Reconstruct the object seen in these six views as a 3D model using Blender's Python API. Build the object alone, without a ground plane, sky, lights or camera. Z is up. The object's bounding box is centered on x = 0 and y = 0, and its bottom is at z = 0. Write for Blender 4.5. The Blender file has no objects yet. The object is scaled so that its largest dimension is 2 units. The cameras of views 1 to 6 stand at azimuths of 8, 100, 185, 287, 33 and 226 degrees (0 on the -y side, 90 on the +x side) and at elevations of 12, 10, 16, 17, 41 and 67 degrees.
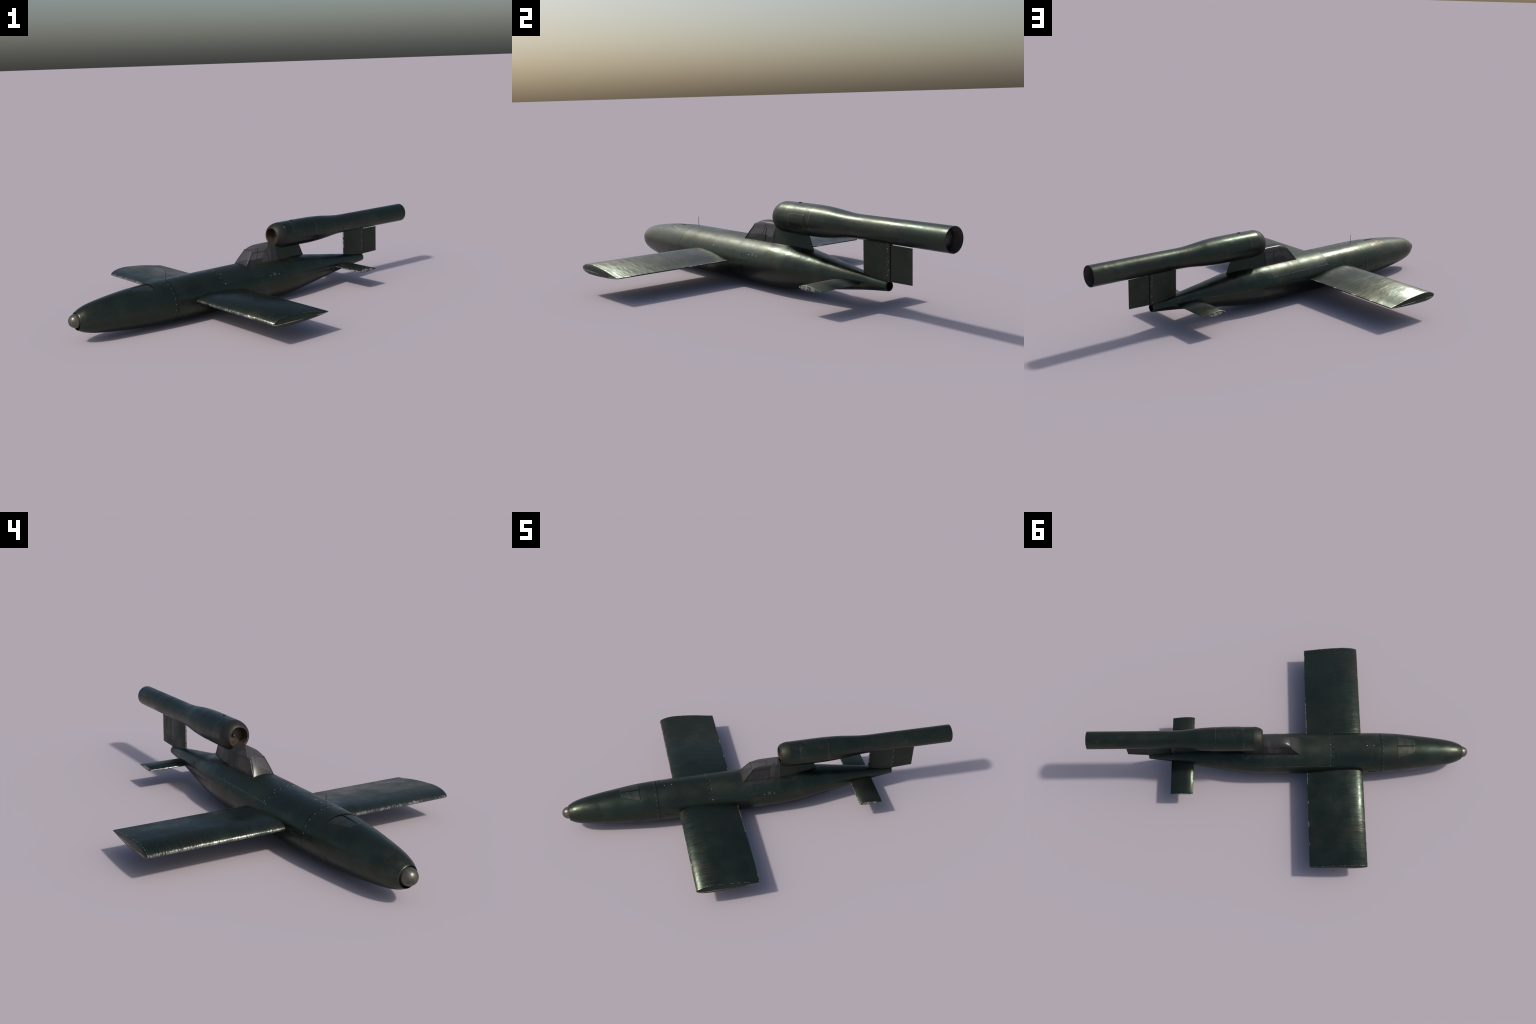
"""Piloted flying bomb: cigar fuselage with a warhead nose, straight wings, small tail,
framed cockpit canopy and a pulse-jet tube carried on a pylon and the fin.
Local frame: +x runs aft, z up, origin under the body; the root empty yaws it into place."""
import bpy, math, random
import numpy as np

random.seed(7)
AXIS_Z = 0.134            # height of the fuselage axis
ENG_Z = 0.3945            # height of the engine axis

# ------------------------------------------------------------------ helpers
def pchip(xs, ys):
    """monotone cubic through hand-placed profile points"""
    xs, ys = np.array(xs, float), np.array(ys, float)
    h = np.diff(xs); d = np.diff(ys) / h
    m = np.zeros(len(xs)); m[0], m[-1] = d[0], d[-1]
    for i in range(1, len(xs) - 1):
        if d[i - 1] * d[i] > 0:
            w1, w2 = 2 * h[i] + h[i - 1], h[i] + 2 * h[i - 1]
            m[i] = (w1 + w2) / (w1 / d[i - 1] + w2 / d[i])
    def f(x):
        x = min(max(x, xs[0]), xs[-1])
        i = min(int(np.searchsorted(xs, x, 'right') - 1), len(h) - 1)
        t = (x - xs[i]) / h[i]
        return float((2*t**3 - 3*t**2 + 1) * ys[i] + (t**3 - 2*t**2 + t) * h[i] * m[i]
                     + (3*t**2 - 2*t**3) * ys[i+1] + (t**3 - t**2) * h[i] * m[i+1])
    return f

ROOT = bpy.data.objects.new("piloted_flying_bomb", None)
bpy.context.scene.collection.objects.link(ROOT)
ROOT["label"] = "dark green piloted flying bomb with pulse jet on top"
ROOT["category"] = "aircraft"
YAW = math.radians(47.0)
ROOT.location = (0.0265 * math.sin(YAW), -0.0265 * math.cos(YAW), 0.0)
ROOT.rotation_euler = (0, 0, YAW)

def obj(name, verts, faces, mat, parent=ROOT, angle=35, smooth=True):
    me = bpy.data.meshes.new(name)
    me.from_pydata([tuple(map(float, v)) for v in verts], [], faces)
    me.validate()
    import bmesh
    bm = bmesh.new(); bm.from_mesh(me)
    bmesh.ops.remove_doubles(bm, verts=bm.verts, dist=1e-6)
    bmesh.ops.recalc_face_normals(bm, faces=bm.faces)
    bm.to_mesh(me); bm.free()
    if smooth:
        me.polygons.foreach_set("use_smooth", [True] * len(me.polygons))
        me.set_sharp_from_angle(angle=math.radians(angle))
    me.materials.append(mat)
    o = bpy.data.objects.new(name, me)
    bpy.context.scene.collection.objects.link(o)
    o.parent = parent
    return o

def dome_normals(o, y0, y1, degrees):
    """skin shading that rolls outward along the span, normals bent to place sun glints toward the tips"""
    me = o.data; out = []
    co = [v.co.copy() for v in me.vertices]
    for lp, n in zip(me.loops, me.corner_normals):
        v = co[lp.vertex_index]; n = n.vector.copy()
        a = math.radians(degrees) * min(max((abs(v.y) - y0) / (y1 - y0), 0), 1)
        if abs(n.y) < .9:
            n = n * math.cos(a); n.y += math.copysign(math.sin(a), v.y); n.normalize()
        out.append(n)
    me.normals_split_custom_set(out)

def share(o, name, parent, loc, rot=None, scale=None):
    c = bpy.data.objects.new(name, o.data)
    bpy.context.scene.collection.objects.link(c)
    c.parent = parent; c.location = loc
    if rot is not None:
        c.rotation_mode = 'QUATERNION'; c.rotation_quaternion = rot
    if scale is not None:
        c.scale = scale
    return c

def loft(rings, closed=True, cap_start=False, cap_end=False, skip=None):
    """quads between successive rings of equal length"""
    n = len(rings[0]); V = [p for r in rings for p in r]; F = []
    for i in range(len(rings) - 1):
        for j in range(n if closed else n - 1):
            if skip and skip(i, j):
                continue
            k = (j + 1) % n
            F.append((i*n + j, i*n + k, (i+1)*n + k, (i+1)*n + j))
    if cap_start: F.append(tuple(range(n - 1, -1, -1)))
    if cap_end: F.append(tuple((len(rings) - 1) * n + j for j in range(n)))
    return V, F

def revolve(profile, zc, n=128, **kw):
    """profile of (x, radius) swept round the x axis at height zc"""
    rings = [[(x, r * math.sin(2*math.pi*j/n), zc + r * math.cos(2*math.pi*j/n)) for j in range(n)]
             for x, r in profile]
    return loft(rings, **kw)

def tube(path, r, n=8, aspect=1.0):
    """round bar along a polyline"""
    P = [np.array(p, float) for p in path]; rings = []
    up = np.array([0.0, 0.0, 1.0])
    for i, p in enumerate(P):
        t = P[min(i + 1, len(P) - 1)] - P[max(i - 1, 0)]
        t /= np.linalg.norm(t)
        u = up if abs(t[2]) < 0.9 else np.array([1.0, 0, 0])
        a = np.cross(t, u); a /= np.linalg.norm(a); b = np.cross(t, a)
        rings.append([p + r * (aspect * math.cos(2*math.pi*k/n) * a + math.sin(2*math.pi*k/n) * b) for k in range(n)])
    return loft(rings, cap_start=True, cap_end=True)

def merge(*parts):
    V, F = [], []
    for v, f in parts:
        o = len(V); V += list(v); F += [tuple(i + o for i in q) for q in f]
    return V, F

def box(x0, x1, y0, y1, z0, z1):
    V = [(x, y, z) for x in (x0, x1) for y in (y0, y1) for z in (z0, z1)]
    F = [(0, 1, 3, 2), (4, 6, 7, 5), (0, 4, 5, 1), (2, 3, 7, 6), (0, 2, 6, 4), (1, 5, 7, 3)]
    return V, F

# ------------------------------------------------------------------ material kit
class Nodes:
    def __init__(self, name):
        self.m = bpy.data.materials.new(name); self.m.use_nodes = True
        self.t = self.m.node_tree; self.t.nodes.clear()
        self.out = self.t.nodes.new('ShaderNodeOutputMaterial')
        co = self.t.nodes.new('ShaderNodeTexCoord'); self.obj = co.outputs['Object']
        sp = self.t.nodes.new('ShaderNodeSeparateXYZ'); self.link(self.obj, sp.inputs[0])
        self.x, self.y, self.z = sp.outputs
    def link(self, a, b):
        self.t.links.new(a, b)
    def put(self, sock, v):
        if hasattr(v, 'is_output'): self.link(v, sock)
        else: sock.default_value = v
    def math(self, op, a, b=0.0, c=0.0, clamp=False):
        n = self.t.nodes.new('ShaderNodeMath'); n.operation = op; n.use_clamp = clamp
        for s, v in zip(n.inputs, (a, b, c)): self.put(s, v)
        return n.outputs[0]
    def xyz(self, x, y, z):
        n = self.t.nodes.new('ShaderNodeCombineXYZ')
        for s, v in zip(n.inputs, (x, y, z)): self.put(s, v)
        return n.outputs[0]
    def scaled(self, sx, sy, sz, off=0.0):
        return self.xyz(self.math('MULTIPLY_ADD', self.x, sx, off), self.math('MULTIPLY', self.y, sy), self.math('MULTIPLY', self.z, sz))
    def noise(self, scale, detail=4.0, rough=0.55, vec=None, dist=0.0):
        n = self.t.nodes.new('ShaderNodeTexNoise')
        self.link(vec or self.obj, n.inputs['Vector'])
        n.inputs['Scale'].default_value = scale; n.inputs['Detail'].default_value = detail
        n.inputs['Roughness'].default_value = rough; n.inputs['Distortion'].default_value = dist
        return n.outputs[0]
    def step(self, v, lo, hi, to0=0.0, to1=1.0):
        n = self.t.nodes.new('ShaderNodeMapRange'); n.interpolation_type = 'SMOOTHSTEP'
        for s, q in zip(n.inputs, (v, lo, hi, to0, to1)): self.put(s, q)
        return n.outputs[0]
    def band(self, v, centre, half, soft):
        """1 within half of centre, fading over soft"""
        return self.step(self.math('ABSOLUTE', self.math('SUBTRACT', v, centre)), half, half + soft, 1.0, 0.0)
    def mul(self, *a):
        r = a[0]
        for b in a[1:]: r = self.math('MULTIPLY', r, b)
        return r
    def top(self, a, b): return self.math('MAXIMUM', a, b)
    def mix(self, f, a, b):
        n = self.t.nodes.new('ShaderNodeMix'); n.data_type = 'RGBA'
        self.put(n.inputs[0], f)
        for s, v in ((n.inputs[6], a), (n.inputs[7], b)):
            self.put(s, v if hasattr(v, 'is_output') else (*v, 1.0))
        return n.outputs[2]
    def bump(self, h, strength, dist, normal=None):
        n = self.t.nodes.new('ShaderNodeBump')
        n.inputs['Strength'].default_value = strength; n.inputs['Distance'].default_value = dist
        self.link(h, n.inputs['Height'])
        if normal is not None: self.link(normal, n.inputs['Normal'])
        return n.outputs[0]
    def principled(self, color, rough, metal=0.0, normal=None, spec=0.5):
        b = self.t.nodes.new('ShaderNodeBsdfPrincipled')
        self.put(b.inputs['Base Color'], color if hasattr(color, 'is_output') else (*color, 1.0))
        self.put(b.inputs['Roughness'], rough); self.put(b.inputs['Metallic'], metal)
        self.put(b.inputs['Specular IOR Level'], spec)
        if normal is not None: self.link(normal, b.inputs['Normal'])
        return b.outputs[0]
    def done(self, shader):
        self.link(shader, self.out.inputs['Surface']); return self.m

GREEN = (0.0325, 0.0455, 0.0345)
BROWN = (0.0400, 0.0450, 0.0335)
SCUFF = (0.095, 0.100, 0.082)
STEEL = (0.58, 0.58, 0.52)

def paint(name, wear=None, streak=None, seams=None, rough=0.36, scuffs=1.0, extra=None, ripple=False):
    """semi-gloss dark green dope with a metallic sheen: brown blotches, scuffs, uneven gloss, bare-metal wear"""
    k = Nodes(name)
    blot = k.noise(4.5, 5, 0.6)
    col = k.mix(k.step(blot, 0.44, 0.66), GREEN, BROWN)
    cloud = k.mul(k.step(k.noise(7, 5, 0.6, vec=k.scaled(1, 1, 1, 9.1)), 0.50, 0.70), 0.45 * min(scuffs, 1.0))
    col = k.mix(cloud, col, (0.066, 0.074, 0.053))
    fine = k.noise(38, 8, 0.75)
    big = k.noise(5.5, 3, 0.5, vec=k.scaled(1, 1, 1, 3.7))
    scuff = k.mul(k.step(fine, 0.5, 0.68), k.step(big, 0.53, 0.68), 0.55 * scuffs)
    col = k.mix(scuff, col, SCUFF)
    speck = k.step(k.noise(150, 2, 0.5), 0.72, 0.76)
    col = k.mix(k.mul(speck, 0.3), col, (0.012, 0.014, 0.012))
    r = k.math('ADD', rough - 0.10, k.mul(k.step(k.noise(7, 4, 0.6), 0.34, 0.66), 0.16))
    r = k.math('ADD', r, k.mul(scuff, 0.15))
    dents = k.noise(9, 3, 0.5)
    normal = k.bump(dents, 0.30, 0.008)
    if ripple:                              # long shallow waves in the skin, across the span
        normal = k.bump(k.noise(1.0, 4, 0.55, vec=k.scaled(7, 24, 7)), 0.45, 0.006, normal)
    if streak:                              # fine brushed lines
        s = streak(k)
        r = k.math('ADD', r, s[0])
        normal = k.bump(s[1], 0.12, 0.002, normal)
        col = k.mix(s[2], col, SCUFF)
    if extra:
        col = extra(k, col)
    if seams:                               # thin panel edges drawn pale
        line, tone, rr, dark = seams(k)
        col = k.mix(tone, col, (0.070, 0.074, 0.058))
        r = k.math('ADD', r, rr)
        col = k.mix(dark, k.mix(line, col, (0.18, 0.19, 0.155)), (0.006, 0.007, 0.006))
    if wear:
        w = wear(k); col = k.mix(w, col, STEEL)
        r = k.math('ADD', r, k.mul(w, -0.05))
    return k.done(k.principled(col, k.math('MAXIMUM', r, 0.12), 0.82, normal))

def simple(name, color, rough=0.5, metal=0.0, var=0.4, scale=40, bump=0.15):
    k = Nodes(name)
    n = k.noise(scale, 6, 0.65)
    col = k.mix(k.step(n, 0.3, 0.75), color, tuple(c * (1 - var) for c in color))
    rr = k.math('ADD', rough - 0.08, k.mul(k.noise(scale * 0.6, 3), 0.16))
    return k.done(k.principled(col, rr, metal, k.bump(n, bump, 0.002)))

# --- masks per part
def nose_streaks(k):
    ang = k.math('ARCTAN2', k.y, k.math('SUBTRACT', k.z, AXIS_Z))
    s = k.noise(1.0, 3, 0.6, vec=k.xyz(k.math('MULTIPLY', k.x, 14), k.math('MULTIPLY', ang, 30), 0.0))
    near = k.step(k.x, -1.24, -1.0, 1.0, 0.0)
    return (k.mul(near, k.math('SUBTRACT', s, 0.5), 0.35), k.mul(near, s), k.mul(near, k.step(s, 0.50, 0.70), 0.45))

def body_seams(k):
    jag = k.mul(k.math('SUBTRACT', k.noise(220, 2), 0.5), 0.0015)
    zz = k.math('ADD', k.z, jag); ay = k.math('ABSOLUTE', k.y)
    broken = k.step(k.noise(26, 3, 0.6), 0.42, 0.52)
    mid = k.mul(k.band(zz, 0.1955, 0.0008, 0.0006), k.step(k.x, -0.346, -0.344), k.step(k.x, 0.129, 0.131, 1, 0))
    aft = k.mul(k.band(zz, 0.1445, 0.0006, 0.0006), k.step(k.x, 0.134, 0.136), k.step(k.x, 0.62, 0.64, 1, 0))
    flank = k.step(k.y, -0.01, 0.01, 0.22, 1.0)           # grazing light on the ledge, painted stronger on one flank
    line = k.mul(k.math('MAXIMUM', mid, k.mul(aft, 0.5)), k.math('ADD', k.mul(broken, 0.6), 0.15), flank)
    rings = None
    for x0 in (0.135, 0.3185, 0.457):
        q = k.band(k.x, x0, 0.0006, 0.0007)
        rings = q if rings is None else k.top(rings, q)
    rings = k.mul(rings, k.step(k.noise(12, 3), 0.45, 0.6), k.step(k.z, 0.15, 0.16), 0.35)
    line = k.top(line, rings)
    upper = k.mul(k.step(k.z, 0.195, 0.196), k.step(k.x, -0.346, -0.344), k.step(k.x, 0.131, 0.133, 1, 0))
    sill = k.mul(k.band(ay, 0.068, 0.010, 0.012), k.step(k.z, 0.2, 0.21), k.step(k.x, -0.13, -0.10), k.step(k.x, 0.25, 0.33, 1, 0),
                 k.step(k.noise(24, 6, 0.7), 0.42, 0.62), 0.8)
    tone = k.math('ADD', k.mul(upper, 0.15), sill, clamp=True)
    joint = k.mul(k.band(k.x, -.344, .0008, .0006), k.step(k.noise(60, 3), .40, .52), .85)
    return line, tone, k.mul(upper, 0.09), joint

def wing_streaks(k):
    s = k.noise(1.0, 4, 0.65, vec=k.scaled(9, 230, 9))
    near = k.step(k.x, -0.55, -0.33, 1.0, 0.12)
    return (k.mul(near, k.math('SUBTRACT', s, 0.5), 0.55), k.mul(near, s), k.mul(near, k.step(s, 0.48, 0.70), 0.34))

def wing_wear(k):
    rag = k.noise(1.0, 5, 0.75, vec=k.scaled(60, 190, 60))
    lump = k.noise(9, 4, 0.65)
    le = k.step(k.math('ADD', k.x, k.mul(k.math('SUBTRACT', rag, 0.5), 0.040)), -0.5625, -0.5560, 1.0, 0.0)
    le = k.mul(le, k.step(lump, 0.42, 0.58, 0.15, 1.0))
    te = k.mul(k.step(k.x, -0.1738, -0.1730), k.step(k.noise(7, 5, 0.75), 0.50, 0.54), k.step(k.z, .128, .129), 0.6)
    ay = k.math('ABSOLUTE', k.y)
    tip = k.mul(k.step(k.math('ADD', ay, k.mul(k.math('SUBTRACT', k.noise(90, 4, 0.7), 0.5), 0.034)), 0.8360, 0.8385), 0.65)
    return k.top(k.mul(le, 0.75), k.top(te, tip))

def tip_wear(k):
    rag = k.mul(k.math('SUBTRACT', k.noise(45, 5, 0.75), 0.5), 0.006)
    crest = k.math('MULTIPLY_ADD', k.x, -.012, .1245)                 # height of the ridge along the chord
    line = k.band(k.math('ADD', k.z, rag), crest, 0.0012, 0.0008)
    line = k.mul(line, k.step(k.noise(11, 3), 0.42, 0.5))
    chips = k.mul(k.step(k.noise(120, 4, 0.7), 0.60, 0.64), k.step(k.z, 0.120, 0.126, 1, 0), 0.5)
    return k.mul(k.top(line, chips), 0.75)

def tail_wear(k):
    rag = k.mul(k.math('SUBTRACT', k.noise(90, 5, 0.75), 0.5), 0.018)
    le = k.step(k.math('ADD', k.x, rag), 0.632, 0.636, 1.0, 0.0)
    tip = k.step(k.math('ADD', k.math('ABSOLUTE', k.y), rag), 0.2935, 0.2955)
    return k.mul(k.top(le, tip), k.step(k.noise(45, 4, .7), 0.42, 0.54), 0.6)

def fin_wear(k):
    rag = k.mul(k.math('SUBTRACT', k.noise(80, 5, 0.75), 0.5), 0.012)
    le = k.step(k.math('ADD', k.x, rag), 0.7755, 0.779, 1.0, 0.0)
    spots = k.mul(k.band(k.x, 0.945, 0.004, 0.003), k.step(k.noise(130, 2, 0.6), 0.58, 0.64))
    return k.mul(k.top(k.mul(le, k.step(k.noise(25, 3), 0.38, 0.5)), k.mul(spots, 0.7)), 0.7)

def fin_streaks(k):
    s = k.noise(1.0, 4, 0.7, vec=k.xyz(k.math('MULTIPLY_ADD', k.z, 30, k.math('MULTIPLY', k.x, 14)), 0.0,
                                        k.math('MULTIPLY_ADD', k.z, 260, k.math('MULTIPLY', k.x, 60))))
    low = k.step(k.z, 0.2, 0.29, 1.0, 0.25)
    return (k.mul(low, k.math('SUBTRACT', s, 0.5), 0.3), s, k.mul(low, k.step(s, 0.52, 0.70), 0.5))

def engine_seams(k):
    line = None
    for x0 in (0.2675, 0.4575):
        q = k.band(k.x, x0, 0.0006, 0.0007); line = q if line is None else k.top(line, q)
    line = k.mul(line, k.step(k.noise(12, 3), 0.45, 0.58), 0.8)
    top = k.mul(k.step(k.z, 0.45, 0.47), k.band(k.x, 0.34, 0.05, 0.08), k.step(k.noise(42, 7, 0.75), 0.50, 0.62), 0.8)
    return line, top, 0.0, 0.0

def hatch_tone(k, col):
    u = k.math('ADD', k.x, .921)
    edge = k.math('MULTIPLY_ADD', u, .32, .044)
    inside = k.mul(k.step(k.x, -.9215, -.9205), k.step(k.x, -.803, -.802, 1, 0), k.step(k.z, .2, .21),
                   k.step(k.math('SUBTRACT', k.math('ABSOLUTE', k.y), edge), -.0005, .0005, 1, 0),
                   k.step(k.math('ABSOLUTE', k.y), .0032, .0036))
    col = k.mix(k.mul(inside, k.step(k.noise(34, 5, .7), .35, .62, .2, .7)), col, (0.090, 0.095, 0.076))  # facets tinted paler for the light their tilt catches
    ay = k.math('ABSOLUTE', k.y)
    strip_shadow = k.mul(k.band(ay, .0038, .0009, .0004), k.step(k.x, -.9215, -.9205), k.step(k.x, -.803, -.802, 1, 0), k.step(k.z, .2, .21))
    lip = k.mul(k.band(k.x, -.9208, .0006, .0006), k.step(k.math('ABSOLUTE', k.y), .043, .045, 1, 0), k.step(k.z, .2, .21))
    back = k.mul(k.band(k.x, -.8014, .0012, .0006), k.step(k.math('ABSOLUTE', k.y), .084, .085, 1, 0), k.step(k.z, .2, .21))  # shadow of the rear step, drawn in near-black like the strip's
    return k.mix(k.top(back, strip_shadow), k.mix(k.mul(lip, .8), col, (0.26, 0.28, 0.20)), (0.004, 0.005, 0.004))
M_NOSE = paint("nose_paint", streak=nose_streaks, extra=hatch_tone)
M_BODY = paint("fuselage_paint", seams=body_seams, rough=0.33)
M_WING = paint("wing_paint", wear=wing_wear, streak=wing_streaks, rough=0.35, scuffs=0.5, ripple=True)
M_TIP = paint("wing_tip_paint", wear=tip_wear, scuffs=0.6)
M_TAIL = paint("tailplane_paint", wear=tail_wear, scuffs=0.6, rough=0.40)
M_FIN = paint("fin_paint", wear=fin_wear, streak=fin_streaks, rough=0.50)
M_ENGINE = paint("engine_paint", seams=engine_seams, rough=0.34)
M_PYLON = paint("pylon_paint", rough=0.5, scuffs=0.3)
M_PIPE = paint("tail_pipe_paint", rough=0.36)
M_PANEL = paint("panel_paint", rough=0.42, scuffs=0.5)
M_LIP = simple("sooty_cowl", (0.031, 0.033, 0.026), 0.54, 0.6, var=0.35, scale=9)
M_LIPRING = simple("worn_lip_metal", (0.16, 0.125, 0.09), 0.38, 0.6, scale=60)
M_RUST = simple("scorched_steel", (0.080, 0.054, 0.042), 0.5, 0.3, scale=30)
M_SOOT = simple("soot", (0.012, 0.011, 0.010), 0.85)
M_BLACK = simple("seam_gap_black", (0.003, 0.003, 0.003), 0.9)
def fuze_metal():
    k = Nodes("fuze_cap_metal")
    n = k.noise(1.0, 5, 0.7, vec=k.scaled(25, 70, 25))
    col = k.mix(k.step(n, 0.35, 0.65), (0.078, 0.084, 0.068), (0.150, 0.140, 0.115))
    rim = k.step(k.math('ADD', k.x, k.mul(n, 0.02)), -1.288, -1.266)
    col = k.mix(k.mul(rim, 0.8), col, (0.15, 0.130, 0.105))
    return k.done(k.principled(col, k.math('ADD', 0.22, k.mul(n, 0.26)), 0.7, k.bump(n, 0.12, 0.002)))
M_CAP = fuze_metal()
M_BOLT = simple("bolt_metal", (0.42, 0.42, 0.39), 0.40, 0.3)
M_STUD = simple("stud_metal", (0.30, 0.30, 0.27), 0.35, 0.5)
M_SPOT = simple("primer_spot", (0.060, 0.048, 0.042), 0.6)
M_FRAME = simple("canopy_frame_metal", (0.030, 0.026, 0.018), 0.42, 0.2, var=0.5, scale=80)
M_POST = simple("canopy_post_metal", (0.060, 0.054, 0.036), 0.34, 0.4, var=0.6, scale=60)
M_COCKPIT = simple("cockpit_grey", (0.030, 0.028, 0.030), 0.7)
M_SEAT = simple("seat_board", (0.170, 0.145, 0.130), 0.7)
M_ANT = simple("antenna_metal", (0.020, 0.019, 0.015), 0.5, 0.3)

def grille_metal(name, dark, light):
    k = Nodes(name)
    ang = k.math('ARCTAN2', k.y, k.math('SUBTRACT', k.z, ENG_Z))
    rad = k.math('SQRT', k.math('ADD', k.mul(k.y, k.y), k.math('POWER', k.math('SUBTRACT', k.z, ENG_Z), 2.0)))
    n = k.noise(1.0, 5, 0.75, vec=k.xyz(k.math('MULTIPLY', ang, 9), k.math('MULTIPLY', rad, 60), 0.0))
    col = k.mix(k.step(n, 0.42, 0.72), dark, light)
    col = k.mix(k.step(rad, 0.015, 0.062), col, tuple(1.2 * c for c in dark))
    return k.done(k.principled(col, 0.45, 0.5, k.bump(n, 0.5, 0.003)))
M_GRILLE = grille_metal("exhaust_grille_metal", (0.030, 0.026, 0.026), (0.26, 0.24, 0.23))
M_SHUT = grille_metal("shutter_grille_metal", (0.070, 0.052, 0.044), (0.36, 0.32, 0.28))

def glass():
    k = Nodes("smoked_canopy_glass")
    n = k.noise(30, 4)
    b = k.principled((0.108, 0.108, 0.106), k.math('ADD', 0.24, k.mul(n, 0.08)), 0.0, None, 0.9)
    t = k.t.nodes.new('ShaderNodeBsdfTransparent'); t.inputs[0].default_value = (0.42, 0.41, 0.43, 1)
    m = k.t.nodes.new('ShaderNodeMixShader'); m.inputs[0].default_value = 0.30
    k.link(t.outputs[0], m.inputs[1]); k.link(b, m.inputs[2])
    return k.done(m.outputs[0])
M_GLASS = glass()

# ------------------------------------------------------------------ fuselage
STA = [-1.266, -1.229, -1.17, -1.06, -.91, -.80, -.70, -.58, -.2, .12, .164, .255, .327, .40, .50, .58, .631, .79, .852, .945]
half_w = pchip(STA, [.0495, .0680, .0850, .1032, .1230, .1355, .1420, .1450, .1455, .1450, .1435, .1370, .1268, .1140, .0960, .0818, .0728, .0468, .0376, .0243])
half_h = pchip(STA, [.0512, .0695, .0852, .1020, .1175, .1245, .1273, .1283, .1285, .1283, .1278, .1215, .1132, .1015, .0865, .0745, .0670, .0440, .0355, .0243])
axis = pchip([-1.27, -1.05, -.80, .75, .85, .945], [.1318, .1328, AXIS_Z, AXIS_Z, .1325, .1305])      # the tail droops a little
NTH = 240

def fus_pt(x, th, off=0.0):
    """point on the body skin; th from the top, positive towards +y"""
    w, h = half_w(x), half_h(x)
    p = np.array([x, w * math.sin(th), axis(x) + h * math.cos(th)])
    if off:
        p = p + off * fus_n(x, th)
    return p
def fus_n(x, th):
    w, h = half_w(x), half_h(x)
    n = np.array([0.0, math.sin(th) / w, math.cos(th) / h]); return n / np.linalg.norm(n)
def fus_th(x, y):
    return math.asin(max(-1, min(1, y / half_w(x))))

def body_rings(xs, drop):
    R = []
    for x in xs:
        d = drop(x)
        R.append([fus_pt(x, 2*math.pi*j/NTH, -d) for j in range(NTH)])
    return R

SEAM = -0.6885
def stations(x0, x1, step, grooves=()):
    xs = list(np.linspace(x0, x1, int(round((x1 - x0) / step)) + 1))
    for g in grooves:
        xs = [x for x in xs if abs(x - g) > 0.004] + [g - .0018, g - .0007, g + .0007, g + .0018]
    return sorted(xs)
def groove_drop(gs, d):
    return lambda x: d if any(abs(x - g) < .001 for g in gs) else 0.0

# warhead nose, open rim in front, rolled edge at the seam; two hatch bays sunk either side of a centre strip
NWH = 480
HX0, HX1 = -.921, -.8025
hatch_y = pchip([HX0, -.885, HX1], [.044, .060, .0835])
def bay_depth(x, th):
    if not (HX0 < x < HX1 + 1e-6) or math.cos(th) < 0: return 0.0
    y = abs(half_w(x) * math.sin(th)); o = hatch_y(x)
    if y < .0030 or y > o: return 0.0
    u = (x - HX0) / (HX1 - HX0)
    return .0008 + .0042 * u * (1 - y / o) ** .8 if y < o - .001 else 0.0
xs = stations(-1.266, SEAM - 0.003, 0.007)
xs = sorted([x for x in xs if min(abs(x - HX0), abs(x - HX1)) > .002] + [HX0 - .0003, HX0 + .0006, HX1, HX1 + .0006])
R = [[fus_pt(x, 2*math.pi*j/NWH, -bay_depth(x, 2*math.pi*j/NWH)) for j in range(NWH)] for x in xs]
def inner(x, scale):
    return [np.array([x, scale * .0495 * math.sin(2*math.pi*j/NWH), .1318 + scale * .0512 * math.cos(2*math.pi*j/NWH)]) for j in range(NWH)]
front = [inner(-1.252, .90), inner(-1.263, .93), inner(-1.267, .965)]
edge = [[fus_pt(SEAM - .0011, 2*math.pi*j/NWH, -.0001) for j in range(NWH)], [fus_pt(SEAM - .0008, 2*math.pi*j/NWH, -.006) for j in range(NWH)]]
warhead = obj("warhead", *loft(front + R + edge), M_NOSE, angle=40)
obj("nose_socket", *revolve([(-1.2525, .0446), (-1.2535, .0)], .1318, 64), M_BLACK, warhead)
# fuze cap: blunt dome on a short neck
cap = [(-1.2540, .0398), (-1.266, .0402)]
for i in range(1, 13):
    a = i / 12 * math.pi / 2
    cap.append((-1.266 - .0450 * math.sin(a), .0402 * math.cos(a) ** 0.92 if i < 12 else 0.0002))
obj("fuze_cap", *revolve(cap, .1355, 64), M_CAP, warhead, 30)

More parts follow.
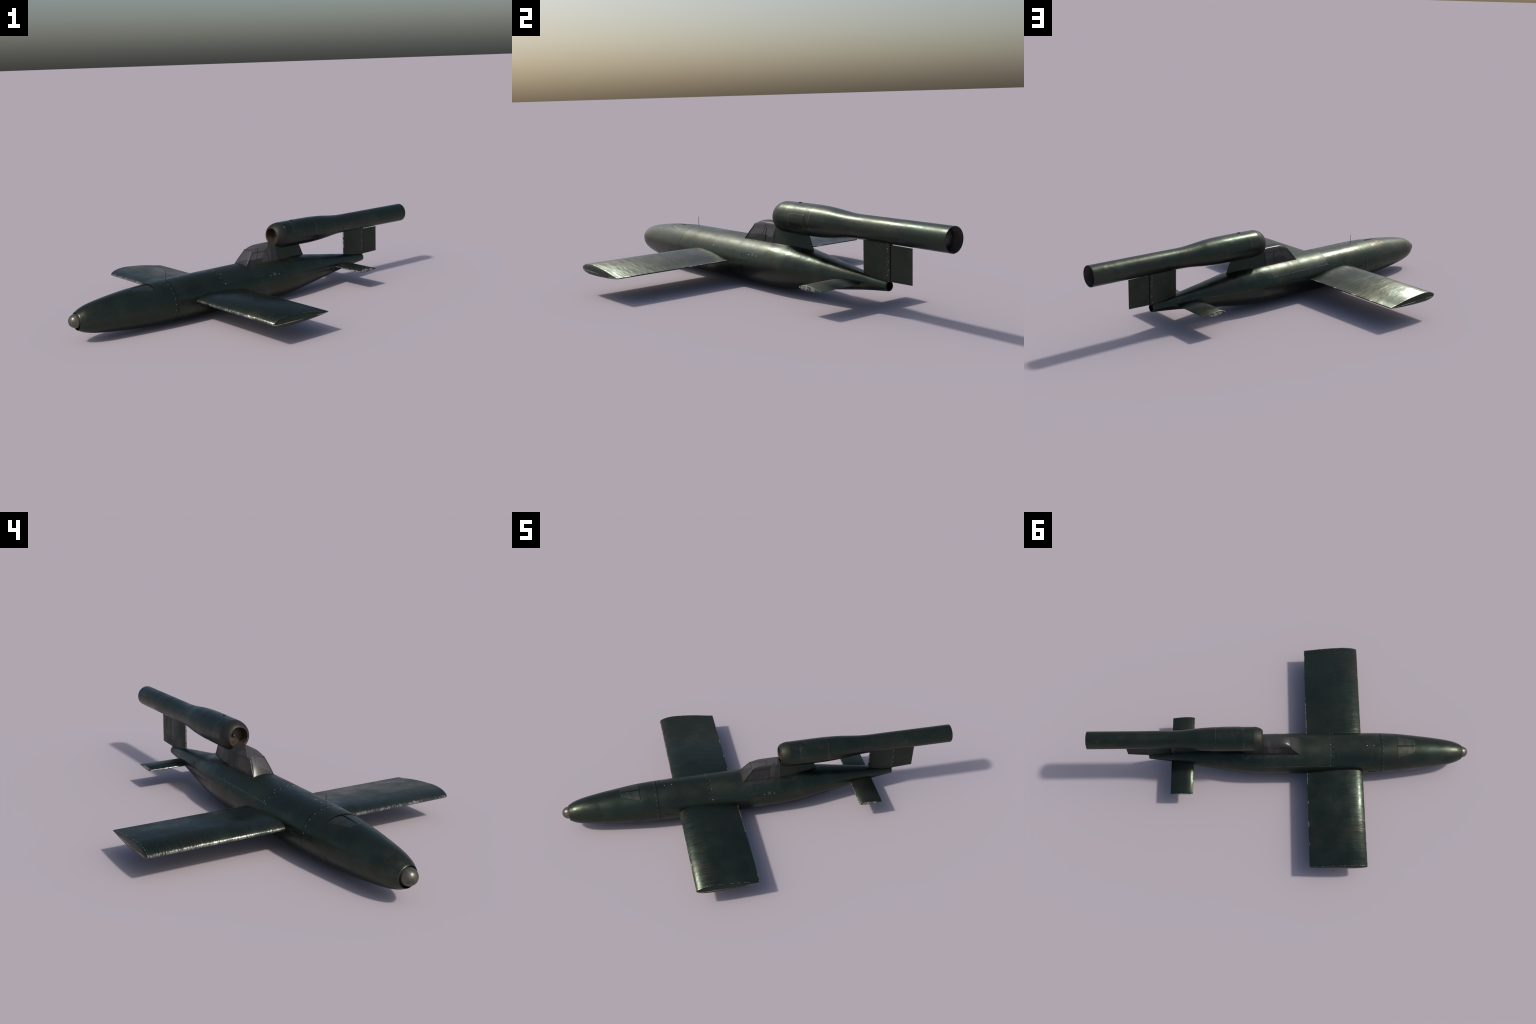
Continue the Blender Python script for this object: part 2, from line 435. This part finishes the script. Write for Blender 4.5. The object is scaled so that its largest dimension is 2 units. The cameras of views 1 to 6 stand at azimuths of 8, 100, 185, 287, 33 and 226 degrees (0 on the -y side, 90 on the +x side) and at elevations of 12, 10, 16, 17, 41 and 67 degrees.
# main body with shallow panel joints and cockpit opening
GR = ()
xs = stations(SEAM + .003, 0.945, 0.010, GR)
C0, C1 = -0.108, 0.128
xs = sorted([x for x in xs if abs(x - C0) > .003 and abs(x - C1) > .003] + [C0, C1])
edge = [[fus_pt(SEAM + .0008, 2*math.pi*j/NTH, -.006) for j in range(NTH)], [fus_pt(SEAM + .0011, 2*math.pi*j/NTH, -.0001) for j in range(NTH)]]
R = edge + body_rings(xs, groove_drop(GR, .0003))
allx = [SEAM + .0008, SEAM + .0011] + xs
TUBN = 13                                             # cockpit opening spans +-13 facets
def cut(i, j):
    return i + 1 < len(allx) and allx[i] >= C0 - 1e-6 and allx[min(i+1, len(allx)-1)] <= C1 + 1e-6 and (j < TUBN or j >= NTH - TUBN)
tail_in = [[np.array([x, r * math.sin(2*math.pi*j/NTH), .1305 + r * math.cos(2*math.pi*j/NTH)]) for j in range(NTH)]
           for x, r in ((.9462, .0238), (.9462, .0214), (.915, .0205))]
body = obj("fuselage", *loft(R + tail_in, skip=cut), M_BODY, angle=40)
obj("tail_opening", *revolve([(.9155, .0207), (.915, .0001)], .1305, 48), M_BLACK, body)
obj("seam_gap", *revolve([(SEAM - .0012, .121), (SEAM + .0012, .121)], AXIS_Z, 96), M_BLACK, body)

def plate(surf, poly, h, rings=5, base=-0.001):
    """plate that hugs a skin: poly of (u, v), surf(u, v, off) -> point"""
    c = np.mean(np.array(poly), axis=0); n = len(poly); R = []
    R.append([surf(*p, base) for p in poly])
    R.append([surf(*p, h * .7) for p in poly])
    for k in range(rings):
        f = (1 - k / rings) * (0.985 if k == 0 else 1.0)
        R.append([surf(*(c + (np.array(p) - c) * f), h) for p in poly])
    return loft(R, cap_end=True)
def dense(poly, n=10):
    out = []
    for a, b in zip(poly, poly[1:] + poly[:1]):
        for i in range(n):
            out.append(tuple(np.array(a) + (np.array(b) - np.array(a)) * i / n))
    return out
def rounded(u0, u1, v0, v1, ru, rv, n=6):
    P = []
    for cu, cv, a0 in ((u1 - ru, v1 - rv, 0), (u0 + ru, v1 - rv, 90), (u0 + ru, v0 + rv, 180), (u1 - ru, v0 + rv, 270)):
        for i in range(n + 1):
            a = math.radians(a0 + 90 * i / n); P.append((cu + ru * math.cos(a), cv + rv * math.sin(a)))
    return dense(P, 4)
def fus_xy(x, y, off): return fus_pt(x, fus_th(x, y), off)

# low side panels of the nose and slots near the wing root
for sgn in (1, -1):
    th = lambda d: sgn * math.radians(d)
    obj("side_panel", *plate(fus_pt, dense([(-.858, th(107)), (-.858, th(135)), (-.803, th(135)), (-.803, th(107))], 10), .0010), M_PANEL, warhead, 25)
    obj("side_slot", *plate(fus_pt, dense([(-.652, th(87)), (-.652, th(92)), (-.602, th(92)), (-.602, th(87))], 6), .0010), M_SOOT, body, 25)

# bolts
bolt = [(0.0, .0017), (.0007, .0017), (.0014, .0012), (.0016, .0002)]
V, F = revolve(bolt, 0.0, 8, cap_start=False)
V = [(p[1], p[2], p[0]) for p in V]                     # axis along z
from mathutils import Vector
def quat(n): return Vector((0, 0, 1)).rotation_difference(Vector(n))
proto = obj("bolt", V, F, M_BOLT, warhead)
first = True
for x0, par, n0 in ((-.7005, warhead, 3), (-.3515, body, 3)):
    for i in range(24):
        d = (n0 + 15 * i) % 360
        if x0 > -.5 and (68 < d < 112 or 248 < d < 292): continue
        th = math.radians(d)
        p, n = fus_pt(x0, th, -.0004), fus_n(x0, th)
        if first:
            proto.location = p; proto.rotation_mode = 'QUATERNION'; proto.rotation_quaternion = quat(n); first = False
        else:
            share(proto, "bolt", par, p, quat(n))
# larger studs
V, F = revolve([(0.0, .0040), (.0010, .0040), (.0018, .0028), (.0018, .0001)], 0.0, 12)
V = [(p[1], p[2], p[0]) for p in V]
stud0 = obj("stud", V, F, M_STUD, body)
spots = [(-.333, math.radians(d), .7) for d in (-62, -31, -4, 27, 58)]
for x, t, z in ((-.650, .121, .198), (-.603, .1215, .1985), (.0138, .134, .1816), (.0809, .134, .181)):
    spots.append((x, -math.asin(min(1, t / half_w(x))), .8))
dull = (len(spots) - 4, len(spots) - 3)
spots += [(-.634, 0.0, .8), (-.587, 0.0, .9)]
for i, (x, th, sc) in enumerate(spots):
    p, n = fus_pt(x, th, -.0002), fus_n(x, th)
    if i == 0:
        stud0.location = p; stud0.rotation_mode = 'QUATERNION'; stud0.rotation_quaternion = quat(n)
    else:
        c = share(stud0, "stud", body, p, quat(n), (sc, sc, sc))
        if i in dull:                                   # painted-over studs keep their own dark copy
            c.data = c.data.copy(); c.data.materials[0] = M_PANEL
# fuel filler disc and ring on one flank
def disc_poly(x, th, r, n=28):
    return [(x + r * math.cos(2*math.pi*i/n), th + r / .138 * math.sin(2*math.pi*i/n)) for i in range(n)]
tA = lambda x, t: -math.asin(min(1, t / half_w(x)))
obj("filler_disc", *plate(fus_pt, disc_poly(.0476, tA(.0476, .1321), .0115), .0006), M_SPOT, body)
ring = []
for i in range(33):
    a = 2 * math.pi * i / 32
    ring.append(fus_pt(-.0377 + .0125 * math.cos(a), tA(-.0377, .137) + .0125 / .138 * math.sin(a), .0002))
obj("port_ring", *tube(ring, .0012), M_PANEL, body)
# access flap on the rear flanks and a drain plate on the belly
for sgn in (1, -1):
    obj("rear_flap", *plate(fus_pt, dense([(.489, sgn * math.radians(57)), (.489, sgn * math.radians(78)), (.545, sgn * math.radians(78)), (.545, sgn * math.radians(57))], 8), .0009), M_PANEL, body, 25)
obj("belly_plate", *plate(fus_pt, rounded(.01, .09, math.radians(168), math.radians(192), .008, .06), .0007), M_PANEL, body, 25)
# antenna
obj("antenna", *tube([(-.6735, 0, .257), (-.6733, 0, .285), (-.6722, 0, .316)], .0013), M_ANT, body)

# ------------------------------------------------------------------ wings and tail surfaces
def section(top, bottom, n=28):
    """closed aerofoil loop from upper and lower profile points (x, z), nose first"""
    ft, fb = pchip(*zip(*top)), pchip(*zip(*bottom))
    x0, x1 = top[0][0], top[-1][0]
    xs = [x0 + (x1 - x0) * (1 - math.cos(math.pi * i / n / 1.0)) / 2 for i in range(n + 1)]
    le = (top[0][1] + bottom[0][1]) / 2
    up = [(x, ft(x)) for x in xs]; lo = [(x, fb(x)) for x in xs]
    # rounded nose: blend the first stretch by a parabola
    def nose(seq):
        out = []
        for x, z in seq:
            u = (x - x0) / (x1 - x0)
            if u < .05:
                ze = seq_f(x0 + .05 * (x1 - x0), seq)
                z = le + (ze - le) * math.sqrt(max(u, 0) / .05)
            out.append((x, z))
        return out
    def seq_f(x, seq): return (ft if seq is up else fb)(x)
    u2, l2 = nose(up), nose(lo)
    return u2 + l2[::-1][:-1]

RAISE = .0027
def lift(pts): return [(x, z + RAISE) for x, z in pts]
WSEC = section(lift([(-.561, .131), (-.5414, .1495), (-.52, .1578), (-.495, .1624), (-.455, .1648), (-.404, .1615), (-.346, .1565), (-.278, .1470), (-.21, .1345), (-.169, .1285)]),
               lift([(-.561, .131), (-.5414, .1165), (-.51, .1095), (-.475, .1060), (-.398, .1068), (-.328, .1100), (-.259, .1140), (-.20, .1195), (-.169, .1225)]))
TSEC = section([(.631, .1240), (.639, .1305), (.655, .1362), (.680, .1390), (.7225, .1360), (.757, .1300), (.788, .1232)],
               [(.631, .1240), (.639, .1190), (.660, .1145), (.702, .1135), (.745, .1165), (.788, .1215)])

def cap_rings(sec, sgn, y0, depth):
    """rounded end cap, deepest where the section is thickest, with a soft ridge along the middle"""
    n = len(sec); thick = {}
    def mate(i): return sec[(n - i) % n]
    tmax = max(abs(sec[i][1] - mate(i)[1]) for i in range(n))
    R = []
    for dy, f in ((0, 1.0), (.25, .97), (.50, .86), (.72, .66), (.88, .40), (.97, .16), (1.0, .03)):
        ring = []
        for i, (x, z) in enumerate(sec):
            zm = (z + mate(i)[1]) / 2; t = abs(z - mate(i)[1]) / tmax
            ring.append((x, sgn * (y0 + depth * dy * t ** .8), zm + (z - zm) * f))
        R.append(ring)
    return R
for sgn in (-1, 1):
    ys = np.linspace(.10, .8370, 60)
    w = obj("wing", *loft([[(x, sgn * y, z) for x, z in WSEC] for y in ys], cap_start=True), M_WING, angle=50)
    dome_normals(w, .14, .8370, 26)
    obj("wing_tip_cap", *loft(cap_rings(WSEC, sgn, .8370, .0098), cap_end=True), M_TIP, w, 50)
    obj("tip_lamp_ring", *tube([(-.487 + .010 * math.cos(a), sgn * .8442, .137 + .010 * math.sin(a)) for a in np.linspace(0, 2*math.pi, 25)], .0011), M_PANEL, w)
    ys = np.linspace(.02, .2925, 24)
    R = [[(x, sgn * y, z) for x, z in TSEC] for y in ys] + cap_rings(TSEC, sgn, .2925, .004)[1:]
    dome_normals(obj("tailplane", *loft(R, cap_start=True, cap_end=True), M_TAIL, angle=50), .06, .2925, 18)

# fin: symmetric section stood upright between tail and tail pipe
FIN_X0, HINGE, FIN_X1 = .772, .959, 1.0937
fin_half = pchip([FIN_X0, .778, .79, .815, .86, .90, HINGE], [.0006, .0050, .0078, .0105, .0122, .0118, .0092])
def fin_xs(): return [FIN_X0 + (HINGE - FIN_X0) * (i / 26) ** 1.6 for i in range(27)]
def fin_bottom(x):
    return axis(x) + half_h(min(x, .945)) * (0.80 if x < .93 else 0.93)
loop = [(x, fin_half(x)) for x in fin_xs()]; loop += [(x, -y) for x, y in loop[::-1]]
rings = []
for f in np.linspace(0, 1, 24):
    rings.append([(x, y, fin_bottom(x) * (1 - f) + .3375 * f) for x, y in loop])
fin = obj("fin", *loft(rings, cap_start=True, cap_end=True), M_FIN, angle=50)
rud_half = pchip([HINGE + .0008, HINGE + .003, .985, FIN_X1], [.0060, .0078, .0070, .0010])
xs = list(np.linspace(HINGE + .0008, FIN_X1, 24))
loop = [(x, rud_half(x)) for x in xs]; loop += [(x, -y) for x, y in loop[::-1]]
rings = [[(x, y, z) for x, y in loop] for z in np.linspace(.1546, .3275, 24)]
obj("rudder", *loft(rings, cap_start=True, cap_end=True), M_FIN, fin, 50)
obj("hinge_post", *tube([(HINGE + .001, 0, .156), (HINGE + .001, 0, .3375)], .0030, 12), M_PANEL, fin)

# ------------------------------------------------------------------ pulse jet
eng_r = pchip([.200, .25, .36, .449, .500, .542, .579, .623, .66, .70, .735, .770], [.0826, .0832, .0834, .0830, .0810, .0786, .0757, .0708, .0668, .0633, .0616, .0609])
prof = [(.1985, .081)] + [(x, eng_r(x)) for x in np.linspace(.200, .770, 96)] + [(.7705, .0590)]
engine = obj("pulse_jet", *revolve(prof, ENG_Z, 160), M_ENGINE, angle=40)
lip = [(.2005, .0810), (.1995, .0826), (.190, .0818), (.180, .0803), (.170, .0778), (.160, .0742), (.151, .0695), (.1445, .0643), (.1405, .0598), (.1392, .0566)]
obj("intake_cowl", *revolve(lip, ENG_Z, 128), M_LIP, engine, 60)
obj("intake_rim", *revolve([(.1393, .0567), (.1387, .0552), (.1394, .0537), (.1425, .0527)], ENG_Z, 96), M_LIPRING, engine, 70)
obj("intake_duct", *revolve([(.1424, .0528), (.155, .0524), (.2010, .0520)], ENG_Z, 96), M_RUST, engine, 60)
# shutter grid: dished disc with rows of small flaps and a hub
V, F = revolve([(.200, .0521), (.2005, .030), (.1995, .012), (.199, .0001)], ENG_Z, 64)
shutter = obj("intake_shutter", V, F, M_SHUT, engine)
flaps = []
for i in range(-9, 10):
    for j in range(-9, 10):
        y, z = i * .0050, j * .0050
        if .012 < math.hypot(y, z) < .047:
            h = random.uniform(.0002, .0012)
            flaps.append(box(.1995 - h, .2008, y - .0017, y + .0017, ENG_Z + z - .0017, ENG_Z + z + .0017))
fl = obj("shutter_flaps", *merge(*flaps), M_SHUT, engine, smooth=False); fl["kind"] = "stuff"
obj("shutter_hub", *revolve([(.2005, .0105), (.194, .0100), (.188, .0078), (.1855, .0045), (.185, .0001)], ENG_Z, 32), M_SHUT, engine, 50)
# tail pipe
pipe = [(.768, .0585), (.770, .0607), (.80, .0607), (1.00, .0607), (1.20, .0607), (1.3375, .0607), (1.3382, .0599), (1.3382, .0580), (1.336, .0572), (1.284, .0570)]
dens = []
for a, b in zip(pipe, pipe[1:]):
    m = max(1, int((b[0] - a[0]) / .02)) if b[0] > a[0] else 1
    dens += [(a[0] + (b[0] - a[0]) * i / m, a[1] + (b[1] - a[1]) * i / m) for i in range(m)]
obj("tail_pipe", *revolve(dens + [pipe[-1]], ENG_Z, 128), M_PIPE, engine, 40)
obj("pipe_liner", *revolve([(1.3360, .0570), (1.284, .0567)], ENG_Z, 96), simple("pipe_liner_steel", (0.17, 0.14, 0.125), 0.5, 0.3, scale=30), engine)  # base colour lifted to offset the shade inside the pipe
obj("exhaust_grille", *revolve([(1.285, .0568), (1.291, .045), (1.300, .025), (1.306, .010), (1.308, .0001)], ENG_Z, 64), M_GRILLE, engine)

def eng_pt(x, th, off=0.0):
    r = (eng_r(x) if x < .77 else .0607) + off
    return np.array([x, r * math.sin(th), ENG_Z + r * math.cos(th)])
obj("access_panel", *plate(eng_pt, rounded(.289, .428, math.radians(-114), math.radians(-65), .014, .17), .0011), M_ENGINE, engine, 25)
obj("filler_cap", *plate(eng_pt, rounded(.296, .317, -.11, .02, .006, .05), .0026, base=-.002), M_SOOT, engine, 30)
for x in (.716, .738):
    for sg in (-1, 1):
        n = np.array([0, .25 * sg, -1.0]); n /= np.linalg.norm(n)
        r = eng_r(x) - .0003
        share(stud0, "stud", engine, (x, r * n[1], ENG_Z + r * n[2]), quat(n), (.8, .8, 1.3))

# ------------------------------------------------------------------ pylon
py_half = pchip([0, .2, .43, .68, .85, 1.0], [.0575, .0525, .0430, .0240, .0110, .0012])
def py_te(z): return .405 - (z - .233) * .0325 / .073
def py_ring(z):
    lean = 1 - (z - .25) * .28 / .076
    loop = []
    for i in range(33):
        u = i / 32; x = .1362 + (py_te(z) - .1362) * u
        loop.append((x, py_half(u) * (lean if u < .98 else 1), z))
    return loop + [(x, -y, z) for x, y, z in loop[::-1]]
pylon = obj("pylon", *loft([py_ring(z) for z in np.linspace(.205, .342, 20)], cap_start=True, cap_end=True), M_PYLON, angle=50)

# ------------------------------------------------------------------ canopy
SH_Y, SH_Z, BASE_Y, BASE_Z = .0418, .3255, .0580, .2495
X_FRONT, X_TOP, X_REAR = -.119, -.0545, .1355
roof_h = pchip([X_TOP, -.035, -.015, .01, .05, X_REAR], [.3390, .3495, .3565, .3608, .3620, .3620])
def arch(x, v):
    """roof section, v from -1 to 1 between the shoulders"""
    a = (v + 1) / 2 * math.pi; n = 2 / 2.9
    c, s = math.cos(a), math.sin(a)
    return (x, SH_Y * math.copysign(abs(c) ** n, c), SH_Z + (roof_h(x) - SH_Z) * abs(s) ** n)
NV = 33
roof = loft([[arch(x, -1 + 2 * i / (NV - 1)) for i in range(NV)] for x in np.linspace(X_TOP, X_REAR, 28)], closed=False)
sides = []
for sg in (1, -1):
    rows = []
    for f in np.linspace(0, 1, 8):
        x0 = X_FRONT + (X_TOP - X_FRONT) * f
        bow = .0016 * math.sin(math.pi * f)
        rows.append([(x0 + (X_REAR - x0) * u, sg * (BASE_Y + (SH_Y - BASE_Y) * f + bow), BASE_Z + (SH_Z - BASE_Z) * f) for u in np.linspace(0, 1, 24)])
    sides.append(loft(rows, closed=False))
def screen(f, v):
    y0 = BASE_Y * math.cos((v + 1) / 2 * math.pi)
    y0 = math.copysign(abs(y0 / BASE_Y) ** .8 * BASE_Y, y0)
    p0 = np.array([X_FRONT, y0, fus_pt(X_FRONT, fus_th(X_FRONT, y0))[2] - .003])
    p1 = np.array(arch(X_TOP, v))
    p = p0 + (p1 - p0) * f
    p[2] += .0022 * math.sin(math.pi * f); p[0] -= .002 * math.sin(math.pi * f)
    return p
wind = loft([[screen(f, -1 + 2 * i / (NV - 1)) for i in range(NV)] for f in np.linspace(0, 1, 10)], closed=False)
canopy = obj("canopy_glass", *merge(roof, *sides, wind), M_GLASS, angle=30)

def bar(name, path, r, mat, par=canopy, n=6):
    return obj(name, *tube(path, r, n), mat, par)
bar("windscreen_arch", [screen(1, v) + np.array([0, 0, .0004]) for v in np.linspace(-1, 1, 25)], .0022, M_POST)
bar("windscreen_sill", [screen(0, v) + np.array([-.0005, 0, .0035]) for v in np.linspace(-1, 1, 25)], .0016, M_POST)
for sg in (1, -1):
    side = lambda x, f, d=.0004: np.array([x, sg * (BASE_Y + (SH_Y - BASE_Y) * f + .0016 * math.sin(math.pi * f) + d), BASE_Z + (SH_Z - BASE_Z) * f])
    bar("windscreen_post", [side(X_FRONT + (X_TOP - X_FRONT) * f, f) for f in np.linspace(0, 1, 9)], .0030, M_POST)
    bar("window_frame", [side(x, .965) for x in np.linspace(X_TOP, .0605, 9)] + [side(.0615, f) for f in np.linspace(.95, .04, 9)], .0020, M_FRAME)
    bar("canopy_sill", [side(x, .02) for x in np.linspace(X_FRONT, X_REAR, 12)], .0018, M_FRAME)
# rear bulkhead behind the glass
bk = [side_p for side_p in [(X_REAR + .0004, BASE_Y - .001, .235), (X_REAR + .0004, SH_Y - .001, SH_Z)]]
loop = [(X_REAR + .0004, .0575, .235)] + [(X_REAR + .0004, arch(X_REAR, v)[1] * .97, arch(X_REAR, v)[2] - .0012) for v in np.linspace(-1, 1, 17)] + [(X_REAR + .0004, -.0575, .235)]
obj("rear_bulkhead", *loft([loop, [(x + .002, y, z) for x, y, z in loop]], cap_start=True, cap_end=True), M_PYLON, canopy, 30)

# cockpit tub, seat, instrument hood
ytub = half_w(0) * math.sin(2 * math.pi * TUBN / NTH)
def tub_wall():
    V, F = box(C0 + .0005, C1 - .0005, -ytub, ytub, .15, .2535)
    return V, [f for f in F if f != (1, 5, 7, 3)]
obj("cockpit_tub", *tub_wall(), M_COCKPIT, body, smooth=False)
def slab(pts, thick):
    """flat board through a loop of points in (y, z), leaning, extruded along x"""
    return loft([[(x, y, z) for x, y, z in pts], [(x + thick, y, z) for x, y, z in pts]], cap_start=True, cap_end=True)
obj("seat_back", *slab([(.078, -.046, .17), (.078, .046, .17), (.095, .044, .262), (.105, .020, .322), (.106, .010, .330), (.106, -.010, .330), (.105, -.020, .322), (.095, -.044, .262)], .006), M_SEAT, body, 30)
obj("seat_pan", *box(.015, .079, -.042, .042, .168, .182), M_SEAT, body, smooth=False)
hood = [(-.096, y, .235) for y in np.linspace(-.050, .050, 13)]
obj("instrument_hood", *loft([[(x, y, .225) for y in np.linspace(-.05, .05, 13)] if k in (0, 3) else
                              [(x, y, .262 + .012 * (1 - (y / .05) ** 2)) for y in np.linspace(-.05, .05, 13)]
                              for k, x in enumerate((-.100, -.0975, -.052, -.050))], closed=False), M_COCKPIT, body, 40)
obj("control_stick", *tube([(-.01, 0, .16), (-.014, 0, .21), (-.010, 0, .235)], .0025), M_ANT, body)
